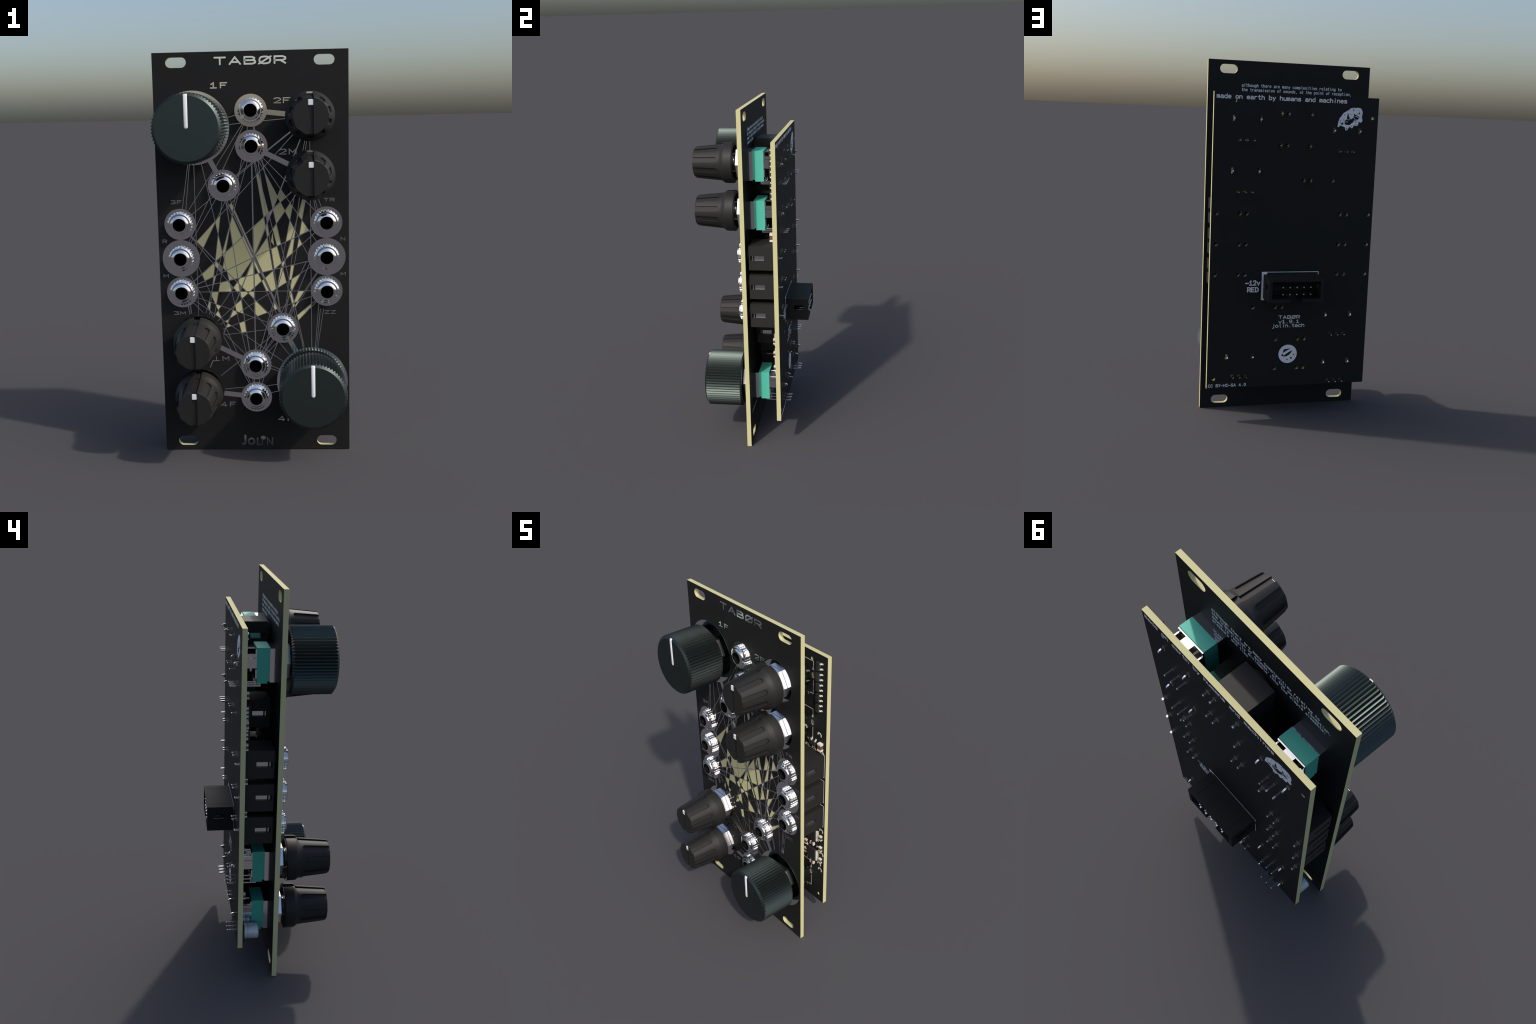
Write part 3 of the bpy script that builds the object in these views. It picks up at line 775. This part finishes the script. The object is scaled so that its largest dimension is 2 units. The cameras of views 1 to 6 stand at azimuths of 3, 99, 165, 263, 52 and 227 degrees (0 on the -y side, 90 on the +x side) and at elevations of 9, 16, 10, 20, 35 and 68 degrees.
bm = bmesh.new(); add_box(bm, -0.82, 0.82, -21, -19.45, -7, 7); cutters.append(finish("cut", bm, [M_PLAST]))      # across the face
bm = bmesh.new()
vs = add_box(bm, -0.9, 0.9, -21, -9.3, 0, 9)                                                                            # along the top
for v in vs:
    if v.co.z < 1:
        v.co.z = (6.62 - 0.5) if v.co.y > -10 else (5.72 - 0.68)
cutters.append(finish("cut", bm, [M_PLAST]))
bm = bmesh.new(); add_box(bm, -1.05, 1.05, -10.2, -4, 6.75, 9); cutters.append(finish("cut", bm, [M_PLAST]))
small_knob = boolean(kb, cutters, 28)
bm = bmesh.new(); add_box(bm, -0.8, 0.8, -19.8, -19.25, 3.08, 4.78)
bmesh.ops.bevel(bm, geom=bm.edges, offset=0.12, segments=2, affect='EDGES')
small_dash = finish("pointer_dash", bm, [M_WHITE])

# large ribbed knob: 64 sharp ribs, plain bevelled brow, raised white bar
RIBS, RR, RD = 64, 10.62, 0.5
def rib(i):
    return RR - RD * (0.0, 0.5, 1.0, 0.5)[i % 4]
brow = lambda r: -18.28 + (r - 9.55) * 0.75
bm = bmesh.new()
def ribbed(k, i, r, y):
    if k == 1:
        return (min(r, rib(i)), y)
    if k == 2:
        return (rib(i), y - 0.0)
    if k == 3:
        return (rib(i), brow(rib(i)))
    return (r, y)
add_lathe(bm, [(-4.1, 9.3), (-4.1, 9.9), (-4.7, RR), (-17.0, RR), (-18.28, 9.55), (-18.28, 0)], RIBS * 4, 0, ribbed)
add_lathe(bm, [(-4.1, 9.3), (-7.5, 9.0), (-7.5, 4.2), (-4.6, 4.0), (-4.6, 3.2), (-12, 3.2), (-12, 0)], 96, 0)
big_knob = finish("large_knob", bm, [M_ALU], 9)
bm = bmesh.new()
sec = [(-0.62, -17.6), (-0.62, -18.14), (-0.45, -18.24), (-0.2, -18.29), (0.2, -18.29), (0.45, -18.24), (0.62, -18.14), (0.62, -17.6)]
zs = [10.1, 9.55] + [0.62 - 0.62 * math.sin(PI / 2 * i / 6) for i in range(7)]
ws = [0.93, 1.0] + [max(0.06, math.cos(PI / 2 * i / 6)) for i in range(7)]
rows = [[bm.verts.new((x * w, (y if y > -18.0 else -18.05 + (y + 18.05) * (0.3 + 0.7 * w)) - 0.12 + max(0, zz - 9.55) * 0.55, zz)) for x, y in sec] for zz, w in zip(zs, ws)]
for a, b in zip(rows, rows[1:]):
    for i in range(len(sec) - 1):
        bm.faces.new([a[i], a[i + 1], b[i + 1], b[i]])
bm.faces.new(rows[0]); bm.faces.new(rows[-1][::-1])
bmesh.ops.recalc_face_normals(bm, faces=bm.faces)
big_bar = finish("pointer_bar", bm, [M_WHITE], 40)

for (x, z) in POTS:
    o = place("potentiometer", pot_body, x, 0, z, parent=ROOT)
    place("pot_frame", pot_frame, parent=o)
    place("solder_pin", pot_pins, parent=o)
    place("threaded_shaft", pot_shaft, parent=o)
    place("hex_nut", pot_nut, parent=o)
for (x, z) in SMALL_KNOBS:
    o = place("knob", small_knob, x, 0, z, parent=ROOT)
    place("pointer_dash", small_dash, parent=o)
for (x, z) in BIG_KNOBS:
    o = place("large_knob", big_knob, x, 0, z, parent=ROOT)
    place("pointer_bar", big_bar, parent=o)

# ------------------------------------------------------------------ power header on the back
bm = bmesh.new(); add_box(bm, -9.95, 10.15, 0.02, 8.85, -4.35, 4.12); hd = finish("power_header", bm, [M_HEADER])
cuts = []
for b in ((-8.8, 9.0, 1.3, 10, -3.25, 3.05), (-2.25, 2.25, 1.3, 10, -6, -3.0), (-12, -8.5, 3.2, 6.85, -0.6, 1.55), (8.5, 12, 3.2, 6.85, -0.6, 1.55),
          (-7.1, -6.95, 1.2, 8.0, 4.05, 5), (6.95, 7.1, 1.2, 8.0, 4.05, 5)):
    bm = bmesh.new(); add_box(bm, *b); cuts.append(finish("cut", bm, [M_HEADER]))
header = place("power_header", boolean(hd, cuts), 0.1, BOARD_B, -15.0, parent=ROOT)
bm = bmesh.new()
for i in range(5):
    for zz in (1.05, -1.49):
        cx = (i - 2) * 2.54
        add_box(bm, cx - 0.32, cx + 0.32, 1.0, 8.3, zz - 0.32, zz + 0.32)
        n0 = len(bm.verts)
        add_box(bm, cx - 0.32, cx + 0.32, 8.301, 8.75, zz - 0.32, zz + 0.32)
        bm.verts.ensure_lookup_table()
        for v in bm.verts[n0:]:
            if v.co.y > 8.5:
                v.co.x, v.co.z = cx + (v.co.x - cx) * 0.7, zz + (v.co.z - zz) * 0.7
place("header_pins", finish("header_pins", bm, [M_TIN]), parent=header)
